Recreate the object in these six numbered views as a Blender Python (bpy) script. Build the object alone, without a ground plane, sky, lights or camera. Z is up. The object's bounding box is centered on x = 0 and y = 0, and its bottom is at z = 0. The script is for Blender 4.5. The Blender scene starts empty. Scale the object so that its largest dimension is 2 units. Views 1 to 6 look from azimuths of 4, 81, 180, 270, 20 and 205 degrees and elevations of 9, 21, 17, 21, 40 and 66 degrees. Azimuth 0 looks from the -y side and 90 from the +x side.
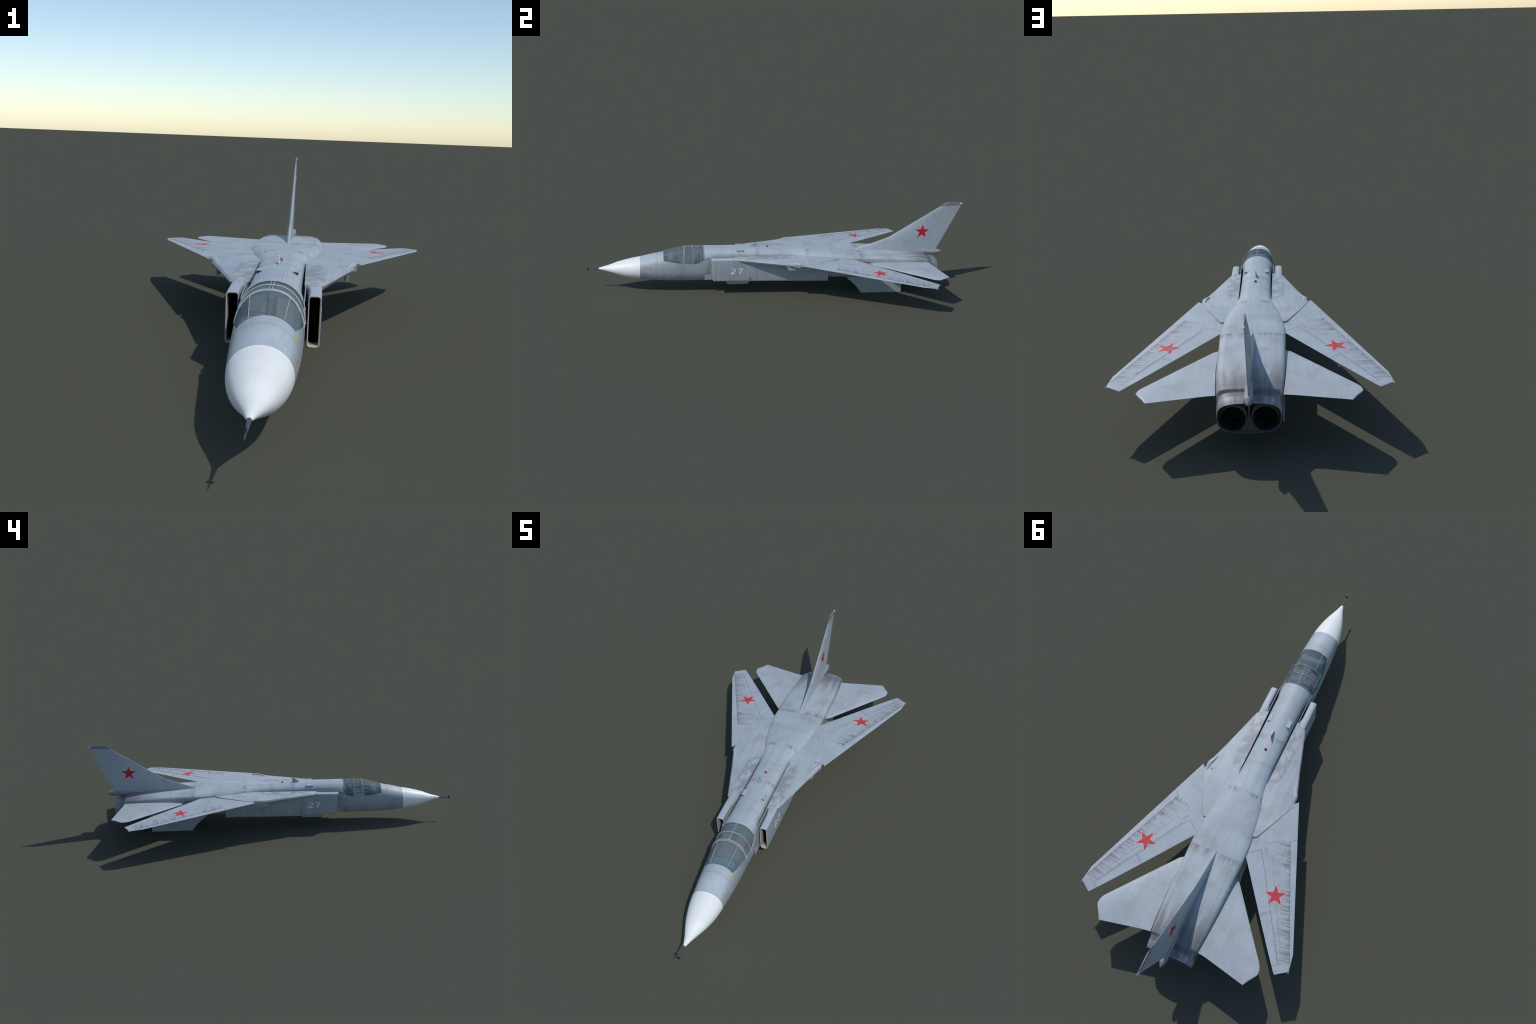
"""Swing-wing twin-engined strike aircraft (wings swept), gear up, built part by part."""
import bpy, bmesh, math
from mathutils import Vector

# ------------------------------------------------------------------ helpers
def pchip(pts):
    """monotone cubic interpolation through (x, value) control points"""
    xs = [p[0] for p in pts]; ys = [p[1] for p in pts]; n = len(xs)
    h = [xs[i+1]-xs[i] for i in range(n-1)]
    d = [(ys[i+1]-ys[i])/h[i] for i in range(n-1)]
    m = [0.0]*n
    m[0], m[-1] = d[0], d[-1]
    for i in range(1, n-1):
        if d[i-1]*d[i] > 0:
            w1, w2 = 2*h[i]+h[i-1], h[i]+2*h[i-1]
            m[i] = (w1+w2)/(w1/d[i-1]+w2/d[i])
    def f(x):
        if x <= xs[0]: return ys[0]
        if x >= xs[-1]: return ys[-1]
        i = 0
        while x > xs[i+1]: i += 1
        t = (x-xs[i])/h[i]
        return ((2*t**3-3*t*t+1)*ys[i]+(t**3-2*t*t+t)*h[i]*m[i]
                + (-2*t**3+3*t*t)*ys[i+1]+(t**3-t*t)*h[i]*m[i+1])
    return f

def lerp(a, b, t): return tuple(p+(q-p)*t for p, q in zip(a, b))

ROOT = bpy.data.objects.new("swing_wing_jet", None)
bpy.context.scene.collection.objects.link(ROOT)
ROOT["label"] = "pale grey swept-wing strike jet with white nose and red stars"
ROOT["category"] = "military aircraft"

def link(name, me, mat=None, parent=None, smooth=None):
    ob = bpy.data.objects.new(name, me)
    bpy.context.scene.collection.objects.link(ob)
    ob.parent = parent or ROOT
    if mat:
        for m in (mat if isinstance(mat, (list, tuple)) else [mat]): me.materials.append(m)
    if smooth is not None:
        me.polygons.foreach_set("use_smooth", [True]*len(me.polygons))
        me.set_sharp_from_angle(angle=math.radians(smooth))
    return ob

def mesh(name, verts, faces, mat=None, parent=None, smooth=None, bevel=0, fix=True, segs=2):
    me = bpy.data.meshes.new(name)
    me.from_pydata([tuple(v) for v in verts], [], faces)
    bm = bmesh.new(); bm.from_mesh(me)
    bmesh.ops.remove_doubles(bm, verts=bm.verts, dist=1e-6)
    bmesh.ops.dissolve_degenerate(bm, edges=bm.edges, dist=1e-7)
    if fix: bmesh.ops.recalc_face_normals(bm, faces=bm.faces)
    bm.to_mesh(me); bm.free()
    ob = link(name, me, mat, parent, smooth)
    if bevel:
        b = ob.modifiers.new("bevel", "BEVEL"); b.width = bevel; b.segments = segs
        b.limit_method = 'ANGLE'; b.angle_limit = math.radians(35)
    return ob

def loft(rings, closed=True, cap0=False, cap1=False, v0=0):
    V = []; F = []
    n = len(rings[0])
    for r in rings: V += r
    for i in range(len(rings)-1):
        for j in range(n if closed else n-1):
            a = i*n+j; b = i*n+(j+1) % n
            F.append((a, b, b+n, a+n))
    if cap0: F.append(tuple(range(n)))
    if cap1: F.append(tuple(range((len(rings)-1)*n, len(rings)*n)))
    return V, F

def join(*parts):
    V = []; F = []
    for v, f in parts:
        o = len(V); V += list(v); F += [tuple(i+o for i in q) for q in f]
    return V, F

def mirror(part):
    return [(-x, y, z) for x, y, z in part[0]], [tuple(reversed(f)) for f in part[1]]

def box(x0, x1, y0, y1, z0, z1):
    V = [(x, y, z) for z in (z0, z1) for x, y in ((x0, y0), (x1, y0), (x1, y1), (x0, y1))]
    return V, [(3, 2, 1, 0), (4, 5, 6, 7), (0, 1, 5, 4), (1, 2, 6, 5), (2, 3, 7, 6), (3, 0, 4, 7)]

def prism(poly, axis, lo, hi):
    """extrude a 2D outline; axis 'x': (y,z) outline, axis 'z': (x,y) outline"""
    def p(q, h): return (h, q[0], q[1]) if axis == 'x' else (q[0], q[1], h)
    n = len(poly)
    V = [p(q, lo) for q in poly]+[p(q, hi) for q in poly]
    F = [tuple(range(n))[::-1], tuple(range(n, 2*n))]+[(i, (i+1) % n, n+(i+1) % n, n+i) for i in range(n)]
    return V, F

def tube(path, r, sides=8, rr=None):
    """round tube along a 3D path (r may change to rr at the end)"""
    rings = []
    for i, p in enumerate(path):
        p = Vector(p)
        a = Vector(path[max(i-1, 0)]); b = Vector(path[min(i+1, len(path)-1)])
        t = (b-a).normalized()
        up = Vector((0, 0, 1)) if abs(t.z) < .9 else Vector((0, 1, 0))
        s = t.cross(up).normalized(); u = s.cross(t)
        q = r if rr is None else r+(rr-r)*i/(len(path)-1)
        rings.append([tuple(p+q*(math.cos(k*2*math.pi/sides)*s+math.sin(k*2*math.pi/sides)*u)) for k in range(sides)])
    return loft(rings, True, True, True)

def revolve(profile, cx, cz, sides=32, phase=0, cap0=False, cap1=False):
    rings = [[(cx+r*math.cos(phase+k*2*math.pi/sides), y, cz+r*math.sin(phase+k*2*math.pi/sides)) for k in range(sides)]
             for y, r in profile]
    return loft(rings, True, cap0, cap1)

# ------------------------------------------------------------------ node expressions
class X:
    nt = None
    def __init__(s, v): s.v = v
    @staticmethod
    def m(op, *a, clamp=False):
        n = X.nt.nodes.new("ShaderNodeMath"); n.operation = op; n.use_clamp = clamp
        for i, q in enumerate(a):
            q = q.v if isinstance(q, X) else q
            if isinstance(q, (int, float)): n.inputs[i].default_value = q
            else: X.nt.links.new(q, n.inputs[i])
        return X(n.outputs[0])
    def __add__(s, o): return X.m('ADD', s, o)
    __radd__ = __add__
    def __sub__(s, o): return X.m('SUBTRACT', s, o)
    def __rsub__(s, o): return X.m('SUBTRACT', o, s)
    def __mul__(s, o): return X.m('MULTIPLY', s, o)
    __rmul__ = __mul__
    def __truediv__(s, o): return X.m('DIVIDE', s, o)
    def __lt__(s, o): return X.m('LESS_THAN', s, o)
    def __gt__(s, o): return X.m('GREATER_THAN', s, o)
    def abs(s): return X.m('ABSOLUTE', s)
    def clamp(s): return X.m('ADD', s, 0.0, clamp=True)
    def max(s, o): return X.m('MAXIMUM', s, o)
    def min(s, o): return X.m('MINIMUM', s, o)
    def pow(s, o): return X.m('POWER', s, o)

def ramp(v, lo, hi):            # smooth 0..1
    n = X.nt.nodes.new("ShaderNodeMapRange"); n.interpolation_type = 'SMOOTHSTEP'
    X.nt.links.new(v.v, n.inputs['Value'])
    n.inputs['From Min'].default_value = lo; n.inputs['From Max'].default_value = hi
    if lo > hi:
        n.inputs['From Min'].default_value = hi; n.inputs['From Max'].default_value = lo
        n.inputs['To Min'].default_value = 1; n.inputs['To Max'].default_value = 0
    return X(n.outputs['Result'])

def between(v, lo, hi, s=0.0):
    if s: return ramp(v, lo-s, lo+s)*ramp(v, hi+s, hi-s)
    return (v > lo)*(v < hi)

def line(v, at, w, soft=0.0006):
    return ramp((v-at).abs(), w+soft, max(w-soft, 0))

def combine(x, y, z):
    n = X.nt.nodes.new("ShaderNodeCombineXYZ")
    for i, q in enumerate((x, y, z)):
        q = q.v if isinstance(q, X) else q
        if isinstance(q, (int, float)): n.inputs[i].default_value = q
        else: X.nt.links.new(q, n.inputs[i])
    return n.outputs[0]

def noise(vec, scale=1.0, detail=4.0, rough=0.55):
    n = X.nt.nodes.new("ShaderNodeTexNoise")
    X.nt.links.new(vec, n.inputs['Vector'])
    n.inputs['Scale'].default_value = scale; n.inputs['Detail'].default_value = detail
    n.inputs['Roughness'].default_value = rough
    return X(n.outputs['Fac'])

def segment(u, v, a, b, w, soft=0.0004):
    dx, dy = b[0]-a[0], b[1]-a[1]; L = math.hypot(dx, dy); dx /= L; dy /= L
    t = (u-a[0])*dx+(v-a[1])*dy
    d = (u-a[0])*(-dy)+(v-a[1])*dx
    return ramp(d.abs(), w+soft, max(w-soft, 0))*(t > 0.0)*(t < L)

def star(u, v, c, R, ang):
    """signed 'size' of the pentagram through each point: value < R means inside a star of radius R"""
    du, dv = u-c[0], v-c[1]
    r = X.m('SQRT', du*du+dv*dv)
    a = X.m('ARCTAN2', dv, du)-ang
    p = 2*math.pi/5
    a = (X.m('FLOORED_MODULO', a+(p/2+10*math.pi), p)-p/2).abs()
    s = r*X.m('COSINE', a-math.radians(72))
    return s/math.cos(math.radians(72))

class Mat:
    def __init__(s, name, base, rough=0.5, metal=0.0, spec=0.4):
        s.m = bpy.data.materials.new(name); s.m.use_nodes = True
        s.nt = X.nt = s.m.node_tree
        s.b = s.nt.nodes["Principled BSDF"]
        s.b.inputs['Roughness'].default_value = rough; s.b.inputs['Metallic'].default_value = metal
        s.b.inputs['Specular IOR Level'].default_value = spec
        rgb = s.nt.nodes.new("ShaderNodeRGB"); rgb.outputs[0].default_value = (*base, 1)
        s.c = rgb.outputs[0]
        tc = s.nt.nodes.new("ShaderNodeTexCoord")
        sp = s.nt.nodes.new("ShaderNodeSeparateXYZ"); s.nt.links.new(tc.outputs['Object'], sp.inputs[0])
        s.pos = tc.outputs['Object']
        s.x, s.y, s.z = (X(o) for o in sp.outputs); s.ax = s.x.abs()
        g = s.nt.nodes.new("ShaderNodeNewGeometry")
        sn = s.nt.nodes.new("ShaderNodeSeparateXYZ"); s.nt.links.new(g.outputs['Normal'], sn.inputs[0])
        s.nx, s.ny, s.nz = (X(o) for o in sn.outputs)
    def mix(s, fac, col, mode='MIX'):
        n = s.nt.nodes.new("ShaderNodeMix"); n.data_type = 'RGBA'; n.blend_type = mode
        s.nt.links.new(fac.v, n.inputs[0]) if isinstance(fac, X) else setattr(n.inputs[0], 'default_value', fac)
        s.nt.links.new(s.c, n.inputs[6]); n.inputs[7].default_value = (*col, 1)
        s.c = n.outputs[2]
    def scale(s, f):            # multiply by a scalar expression
        n = s.nt.nodes.new("ShaderNodeVectorMath"); n.operation = 'SCALE'
        s.nt.links.new(s.c, n.inputs[0]); s.nt.links.new(f.v, n.inputs['Scale'])
        s.c = n.outputs[0]
    def bump(s, h, strength=0.3, dist=0.001):
        n = s.nt.nodes.new("ShaderNodeBump"); n.inputs['Strength'].default_value = strength
        n.inputs['Distance'].default_value = dist
        s.nt.links.new(h.v, n.inputs['Height']); s.nt.links.new(n.outputs[0], s.b.inputs['Normal'])
    def done(s):
        s.nt.links.new(s.c, s.b.inputs['Base Color']); return s.m

HULL = (0.378, 0.424, 0.462)
DARK = (0.30, 0.285, 0.29)

def weather(M, amount=1.0, flank=.22):
    """soft warm and cool mottling, streaks along the airflow on top and downward on the darker flanks"""
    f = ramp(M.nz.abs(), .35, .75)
    mott = noise(M.pos, 9, 5, .6)
    top = noise(combine(M.x*95, M.y*6, M.z*60), 1, 4, .6)
    side = noise(combine(M.x*10, M.y*75, M.z*5), 1, 4, .6)
    cross = noise(combine(M.x*8, M.y*70, M.z*8), 1, 3, .6)
    st = (top*.8+cross*.2)*f+side*(1-f)
    M.mix(ramp(noise(M.pos, 11, 4, .6), .50, .66)*(.60*amount), (0.325, 0.328, 0.335))
    M.mix(ramp(noise(combine(M.x*7+5.0, M.y*7, M.z*7), 1, 3, .5), .52, .68)*(.45*amount), (0.415, 0.472, 0.53))
    M.scale((1+(mott-.5)*(.40*amount)+(st-.5)*(.42*amount))*(1-(1-f)*flank))  # last factor darkens side-facing paint by its surface normal

def paint_plain(name, base=HULL, rough=.5, amt=1.0):
    M = Mat(name, base, rough); weather(M, amt); return M.done()

def rivet_pair(v, at, gap=.0030, w=.0007):
    """a raised strap seen as two thin darker lines with a paler band between"""
    return line(v, at-gap, w).max(line(v, at+gap, w))

# ---- hull: panel lines, soot, markings
def hull_material():
    M = Mat("hull_paint", HULL, .48)
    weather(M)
    top = ramp(M.nz, .1, .45)
    side = 1-top
    # cross joints and lengthwise straps on the back
    cross = None
    for y in (-.622, -.365, -.232, -.112, .018, .151, .290, .432, .559, .700):
        l = rivet_pair(M.y, y, .0022, .0006)
        cross = l if cross is None else cross.max(l)
    straps = rivet_pair(M.ax, .0215, .003, .0006)*(M.y > -.35)*(M.y < .45)*top
    straps = straps.max(rivet_pair(M.ax, .083, .0022, .0006)*(M.y > .44)*top)
    pale = line(M.ax, .0215, .0022)*(M.y > -.35)*(M.y < .45)*top
    for y in (.151, .290, .559, .700): pale = pale.max(line(M.y, y, .0016)*top)
    sidel = line(M.z, .1075, .0009).max(line(M.z, .1010, .0006))*(M.y < -.34)*side
    verts = None
    for y in (-.575, -.50, -.46, -.30, -.215, -.09, -.02, .03, .10, .175, .24, .32):
        l = line(M.y, y, .0006); verts = l if verts is None else verts.max(l)
    verts = verts*side
    lines = cross.max(straps).max(sidel).max(verts*.8)
    M.mix(pale*.25, (0.50, 0.53, 0.58))
    M.mix(lines*.48, (0.14, 0.15, 0.18))
    # soot smears behind the cross joints
    fine = noise(combine(M.x*150, M.y*9, M.z*40), 1, 3, .6)
    for y0, L in ((.151, .035), (.432, .05), (-.112, .03)):
        t = (M.y-y0)/L
        M.mix((t > 0.0)*ramp(t, 1, 0)*ramp(fine, .42, .62)*top*.85*ramp(M.ax, .012, .030), (0.175, 0.165, 0.17))
    # exhaust heat and grime on the tail
    tail = ramp(M.y, .58, .80)
    M.mix(tail*ramp(noise(combine(M.x*60, M.y*5, M.z*35), 1, 4, .6), .32, .62)*.85, (0.182, 0.177, 0.18))
    M.mix(ramp(M.y, .70, .83)*top*ramp(noise(combine(M.x*45+3.0, M.y*4, M.z*20), 1, 4, .6), .40, .62)*ramp(M.ax, .10, .05)*.7, (0.108, 0.106, 0.11))
    M.mix(ramp(M.y, .69, .80)*ramp(M.y, .842, .832)*ramp(noise(combine(M.x*40+8.0, M.y*4, M.z*20), 1, 3, .6), .22, .55)*.62, (0.12, 0.122, 0.13))
    M.mix(between(M.y, .812, .836, .004)*.65, (0.11, 0.115, 0.135))  # bluish shadow of the step, painted on as a dark band
    M.mix(line(M.y, .845, .0007)*.5, (0.08, 0.08, 0.09))
    # darker streaks low on the flanks
    M.mix(side*ramp(M.z, .13, .07)*ramp(noise(combine(M.x*10, M.y*50, M.z*6), 1, 4, .6), .45, .7)*.35, (0.25, 0.235, 0.24))
    # arrow, dashes, stripes
    M.mix(between(M.y, -.606, -.5785)*between(M.z, .1655, .1695)*(M.ax > .05), (0.50, 0.40, 0.06))
    M.mix((((M.y+.6065).abs()+(M.z-.1675).abs()) < .0052)*(M.ax > .05), (0.50, 0.40, 0.06))
    M.mix(between(M.y, -.6777, -.6505)*between(M.z, .1378, .1402)*(M.ax > .05), (0.5, .03, .04))
    M.mix(between(M.y, .4524, .4842)*between(M.z, .1745, .1785)*(M.ax > .09), (0.42, .03, .035))
    M.bump(lines*-1.0, .25, .0006)
    return M.done()

def glove_material():
    M = Mat("glove_paint", HULL, .5)
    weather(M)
    top = ramp(M.nz, .3, .7)
    l = None
    for x, y0, y1 in ((.119, -.17, .29), (.131, -.15, .265), (.158, -.04, .215), (.168, -.02, .20)):
        q = rivet_pair(M.ax, x, .0028, .0011)*between(M.y, y0, y1); l = q if l is None else l.max(q)
    for y in (-.116, .021, .151, .290):
        l = l.max(rivet_pair(M.y, y, .0020, .0006)*(M.ax < .125))
    M.mix(l*top*.18, (0.16, 0.17, 0.2))
    n1 = noise(combine(M.x*34, M.y*24, M.z), 1, 6, .65)
    zone = ramp(M.ax, .124, .108)*ramp(M.y, .115, .04)*ramp(M.y, -.26, -.18)
    M.mix(zone*ramp(n1, .38, .58)*.68*top, (0.215, 0.213, 0.232))
    # small red lettering strip, filler caps
    dash = noise(combine(0.0, M.y*330, M.ax*200), 1, 2, .5) > .47
    M.mix(segment(M.ax, M.y, (.1945, .094), (.1932, .142), .0017)*dash*.5*top, (0.5, .04, .05))
    cap = (M.x-.174)*(M.x-.174)+(M.y-.1115)*(M.y-.1115)
    M.mix((cap < .000022)*top*.8, (0.13, 0.14, 0.13))
    return M.done()

# key points of the left-right symmetric wing planform (|x|, y)
def wing_material():
    M = Mat("wing_paint", HULL, .5)
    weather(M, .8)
    u, v = M.ax, M.y
    top = ramp(M.nz, 0.2, .5)
    # chordwise streaks trailing from the slat line
    A, B = (.2505, .2705), (.4390, .7110)
    dx, dy = B[0]-A[0], B[1]-A[1]; L = math.hypot(dx, dy); dx /= L; dy /= L
    t = (u-A[0])*dx+(v-A[1])*dy              # along the slat line
    s = (u-A[0])*(-dy)+(v-A[1])*dx           # aft of it (towards the trailing edge)
    run = noise(combine(t*85+s*25, s*7, 0.0), 1, 3, .6)
    run2 = noise(combine(t*28, s*3, 3.0), 1, 2, .5)
    strength = ramp(s, .075, .002)*(s > 0.0)*(t > -.004)*(t < L)
    blot = ramp(noise(combine(t*9, s*20, 1.0), 1, 3, .6), .28, .52)
    M.mix(strength*blot*ramp(run, .38, .62)*ramp(run2, .28, .60)*top*1.0, (0.165, 0.150, 0.155))
    M.mix(ramp(s, .018, 0.0)*(s > 0.0)*(t > 0.0)*(t < L)*ramp(run, .36, .58)*top*.5, (0.17, .16, .165))
    # dirt along the hinge
    hd = segment(u, v, (.171, .331), (.187, .356), .006, .003)
    hd = hd.max(segment(u, v, (.345, .650), (.405, .728), .0055, .003)*ramp(noise(combine(u*90, v*60, 0.0), 1, 3, .6), .4, .6))
    M.mix(hd*.5*top, DARK)
    # national star: red, white border, thin red edge
    S = star(u, v, (.2841, .4933), .0507, math.pi)
    M.mix((S < .0530)*top, (0.52, .07, .075))
    M.mix((S < .0508)*top, (0.62, .55, .57))
    M.mix((S < .0450)*top, (0.50, .045, .055))
    # shadow in the gaps between moving surfaces, drawn as dark lines
    g = None
    for a, b, w in (((.2743, .2524), (.2505, .2705), .0006), (A, B, .0006),
                    ((.159, .346), (.398, .728), .0006), ((.159, .346), (.1135, .380), .0006),
                    ((.291, .5555), (.2563, .5816), .0006), ((.295, .562), (.260, .587), .0006),
                    ((.398, .728), (.378, .742), .0006), ((.2077, .3495), (.295, .515), .0003), ((.295, .517), (.377, .6585), .0003)):
        q = segment(u, v, a, b, w*1.3, .0005); g = q if g is None else g.max(q)
    M.mix(g*top*.8, (0.06, 0.062, 0.07))
    dash = noise(combine(u*260, v*260, 0.0), 1, 2, .5) > .45
    M.mix(segment(u, v, (.2083, .2868), (.1700, .3167), .0016)*dash*top*.55, (0.5, .05, .06))
    dot = (u-.231)*(u-.231)+(v-.2795)*(v-.2795)
    M.mix((dot < .000009)*top*.6, (0.12, .12, .10))
    return M.done()

def fin_material():
    M = Mat("fin_paint", HULL, .5)
    weather(M, .6, .10)
    u, v = M.y, M.z
    S = star(u, v, (.7906, .3082), .0475, math.pi/2)
    M.mix((S < .0488), (0.50, .07, .075))
    M.mix((S < .0468), (0.60, .50, .50))
    M.mix((S < .0428), (0.42, .012, .02))
    g = None
    for a, b in (((.9100, .4475), (.8143, .2306)), ((.8143, .2306), (.8903, .2315)), ((.616, .266), (.518, .209))):
        q = segment(u, v, a, b, .0006, .0005); g = q if g is None else g.max(q)
    M.mix(g*.55, (0.10, 0.105, 0.12))
    cap = (v-.4473-.06*(u-.876)) > 0.0
    M.mix(cap, (0.185, 0.19, 0.225))
    return M.done()

def tail_material():
    M = Mat("tailplane_paint", HULL, .5)
    weather(M, 1.0)
    M.mix(ramp(noise(M.pos, 14, 4, .6), .5, .72)*.25, (0.36, 0.355, 0.36))
    return M.done()

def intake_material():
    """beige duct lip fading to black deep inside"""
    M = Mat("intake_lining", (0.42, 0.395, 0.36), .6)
    M.mix(ramp(M.y, -.334, -.296), (0.004, 0.004, 0.004))  # darkness of the deep duct is coloured into the lining
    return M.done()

def plain(name, col, rough=.5, metal=0.0, amt=.5):
    M = Mat(name, col, rough, metal)
    M.scale(1+(noise(M.pos, 40, 3, .5)-.5)*amt*.4)
    return M.done()

MAT_HULL = hull_material(); MAT_GLOVE = glove_material(); MAT_WING = wing_material()
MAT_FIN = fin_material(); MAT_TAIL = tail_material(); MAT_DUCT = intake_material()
MAT_GREY = paint_plain("grey_paint"); MAT_FRAME = plain("frame_paint", (0.36, 0.385, 0.42), .5)
def radome_material():
    """white dielectric nose with faint lengthwise strips and soft greying"""
    M = Mat("radome_white", (0.77, 0.79, 0.765), .42)
    dz = M.z-.119
    r = X.m('SQRT', M.x*M.x+dz*dz)
    ang = X.m('ARCTAN2', M.x, dz).abs()
    l = None
    for a in (0.0, .85, 1.75):
        q = ramp((ang-a).abs()*r, .0009, .0001); l = q if l is None else l.max(q)
    M.mix(l*(M.y > -.905)*.10, (0.30, 0.33, 0.38))
    M.scale(1+(noise(M.pos, 22, 4, .6)-.5)*.10)
    M.bump(l*-1.0, .12, .0006)
    return M.done()
MAT_WHITE = radome_material()
MAT_BLACK = plain("black", (0.012, 0.012, 0.014), .6)
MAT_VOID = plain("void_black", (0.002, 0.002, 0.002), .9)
MAT_PROBE = plain("probe_dark", (0.06, 0.065, 0.085), .45)
MAT_RED = plain("lamp_red", (0.45, 0.012, 0.015), .25)
MAT_GREEN = plain("lamp_green", (0.02, 0.16, 0.04), .25)
MAT_LAMP = plain("lamp_white", (0.85, 0.85, 0.82), .3)
MAT_TEAL = plain("cockpit_teal", (0.125, 0.32, 0.34), .6)
MAT_SEAT = plain("seat_grey", (0.27, 0.245, 0.24), .8)
MAT_TUB = plain("cockpit_grey", (0.28, 0.31, 0.345), .7)
MAT_ORANGE = plain("handle_orange", (0.45, 0.18, 0.02), .5)
MAT_NOZZLE = plain("nozzle_metal", (0.13, 0.112, 0.10), .6, 0)
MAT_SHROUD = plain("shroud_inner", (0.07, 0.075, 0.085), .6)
MAT_BULLET = paint_plain("bullet_paint", (0.235, 0.235, 0.255))
MAT_DIGIT = plain("digit_white", (0.66, 0.69, 0.72), .5, 0, .1)
MAT_DIGIT_EDGE = plain("digit_blue", (0.075, 0.095, 0.22), .5, 0, .1)

def glass_material():
    m = bpy.data.materials.new("canopy_glass"); m.use_nodes = True
    nt = m.node_tree; b = nt.nodes["Principled BSDF"]; out = nt.nodes["Material Output"]
    b.inputs['Base Color'].default_value = (0.225, 0.255, 0.27, 1)  # base lightened to carry the sky's reflection on the panes
    b.inputs['Roughness'].default_value = .5; b.inputs['Specular IOR Level'].default_value = .12
    tr = nt.nodes.new("ShaderNodeBsdfTransparent"); tr.inputs[0].default_value = (.92, .96, .98, 1)
    mx = nt.nodes.new("ShaderNodeMixShader"); mx.inputs[0].default_value = .29
    nt.links.new(tr.outputs[0], mx.inputs[1]); nt.links.new(b.outputs[0], mx.inputs[2])
    nt.links.new(mx.outputs[0], out.inputs[0])
    return m
MAT_GLASS = glass_material()

# ------------------------------------------------------------------ fuselage body
# stations along y: waist half-width, waist height, crown, keel, upper and lower roundness
HALF = pchip([(-.919, .0045), (-.905, .0092), (-.895, .0122), (-.873, .0198), (-.85, .0288), (-.825, .0378), (-.80, .0455), (-.77, .0530), (-.742, .0585), (-.709, .0622), (-.652, .0668),
              (-.588, .0700), (-.535, .0720), (-.484, .0732), (-.42, .0735), (-.362, .0725), (-.33, .066), (-.30, .0606), (-.10, .0607), (.0, .0615), (.05, .0625), (.08, .0640), (.125, .0705),
              (.147, .0765), (.20, .0905), (.25, .1000), (.31, .1085), (.38, .1140), (.43, .1145), (.50, .1130),
              (.60, .1120), (.70, .1085), (.79, .1025), (.81, .1005), (.818, .0985), (.848, .0978), (.8665, .0955)])
CROWN = pchip([(-.919, .1212), (-.905, .1262), (-.895, .1291), (-.873, .1350), (-.85, .1427), (-.825, .1523), (-.80, .1592), (-.77, .1667), (-.742, .1730), (-.709, .1790), (-.652, .1925),
               (-.588, .2060), (-.535, .2230), (-.484, .2338), (-.44, .2355), (-.38, .2345), (-.22, .2340), (-.10, .2300), (.0, .2288),
               (.10, .2275), (.20, .2240), (.30, .2180), (.43, .2105), (.56, .2060), (.70, .1985), (.79, .1925), (.8085, .1900), (.816, .1825), (.835, .1800),
               (.850, .1770), (.8665, .1708)])
KEEL = pchip([(-.919, .1145), (-.905, .1112), (-.895, .1080), (-.873, .1016), (-.85, .0945), (-.825, .0862), (-.80, .0784), (-.77, .0714), (-.742, .0680), (-.709, .0645), (-.652, .0590),
              (-.588, .0555), (-.535, .0540), (-.484, .0540), (-.38, .0545), (-.30, .066), (-.2, .074), (.3, .0745), (.5, .0750), (.7, .0745), (.8665, .0725)])
WAIST = pchip([(-.919, .1177), (-.873, .1183), (-.825, .1190), (-.77, .1192), (-.709, .1217), (-.588, .129), (-.484, .138), (-.39, .146), (-.345, .168), (-.29, .188),
               (.05, .191), (.20, .190), (.30, .183), (.43, .165), (.60, .150), (.79, .135), (.8665, .1218)])
NTOP = pchip([(-.919, 2), (-.709, 2.0), (-.588, 2.1), (-.484, 2.2), (-.36, 2.25), (.08, 2.3), (.20, 2.7), (.30, 3.8), (.43, 6.3), (.60, 6.5), (.79, 6.0), (.8085, 6.0), (.818, 4.5), (.8665, 3.3)])
NBOT = pchip([(-.919, 2), (-.709, 2.1), (-.588, 2.4), (-.44, 2.6), (-.3, 3), (.3, 3.6), (.5, 3.5), (.79, 3.3), (.8665, 3.0)])
SILL = pchip([(-.919, .121), (-.70, .150), (-.62, .170), (-.590, .1765), (-.54, .1710), (-.484, .1655), (-.4367, .1615), (-.41, .167), (-.3825, .1790), (-.30, .182),
              (.08, .185), (.43, .18), (.60, .165), (.79, .150), (.8665, .135)])
NL, NU = 22, 20

def hull_point(y, phi, k=1.0):
    a, zc = HALF(y)*k, WAIST(y)
    c, s = max(math.cos(phi), 0), math.sin(phi)
    if phi >= 0: n, b = NTOP(y), (CROWN(y)-zc)*k
    else: n, b = NBOT(y), (zc-KEEL(y))*k
    return (a*c**(2/n), y, zc+math.copysign(b*abs(s)**(2/n), phi))

def sill_phi(y):
    b = CROWN(y)-WAIST(y)
    return math.asin(min(1, max(0, (SILL(y)-WAIST(y))/b))**(NTOP(y)/2))

def hull_ring(y, k=1.0):
    """full closed ring, starting at the keel, up the +x side, down the -x side"""
    ps = sill_phi(y)
    ph = [-math.pi/2+(ps+math.pi/2)*i/NL for i in range(NL)]+[ps+(math.pi/2-ps)*i/NU for i in range(NU+1)]
    right = [hull_point(y, p, k) for p in ph]
    return right+[(-x, yy, z) for x, yy, z in reversed(right[1:-1])]

def span(a, b, n): return [a+(b-a)*i/n for i in range(n+1)]
Y_RADOME, Y_WS, Y_CAN = -.709, -.589, -.3825

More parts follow.
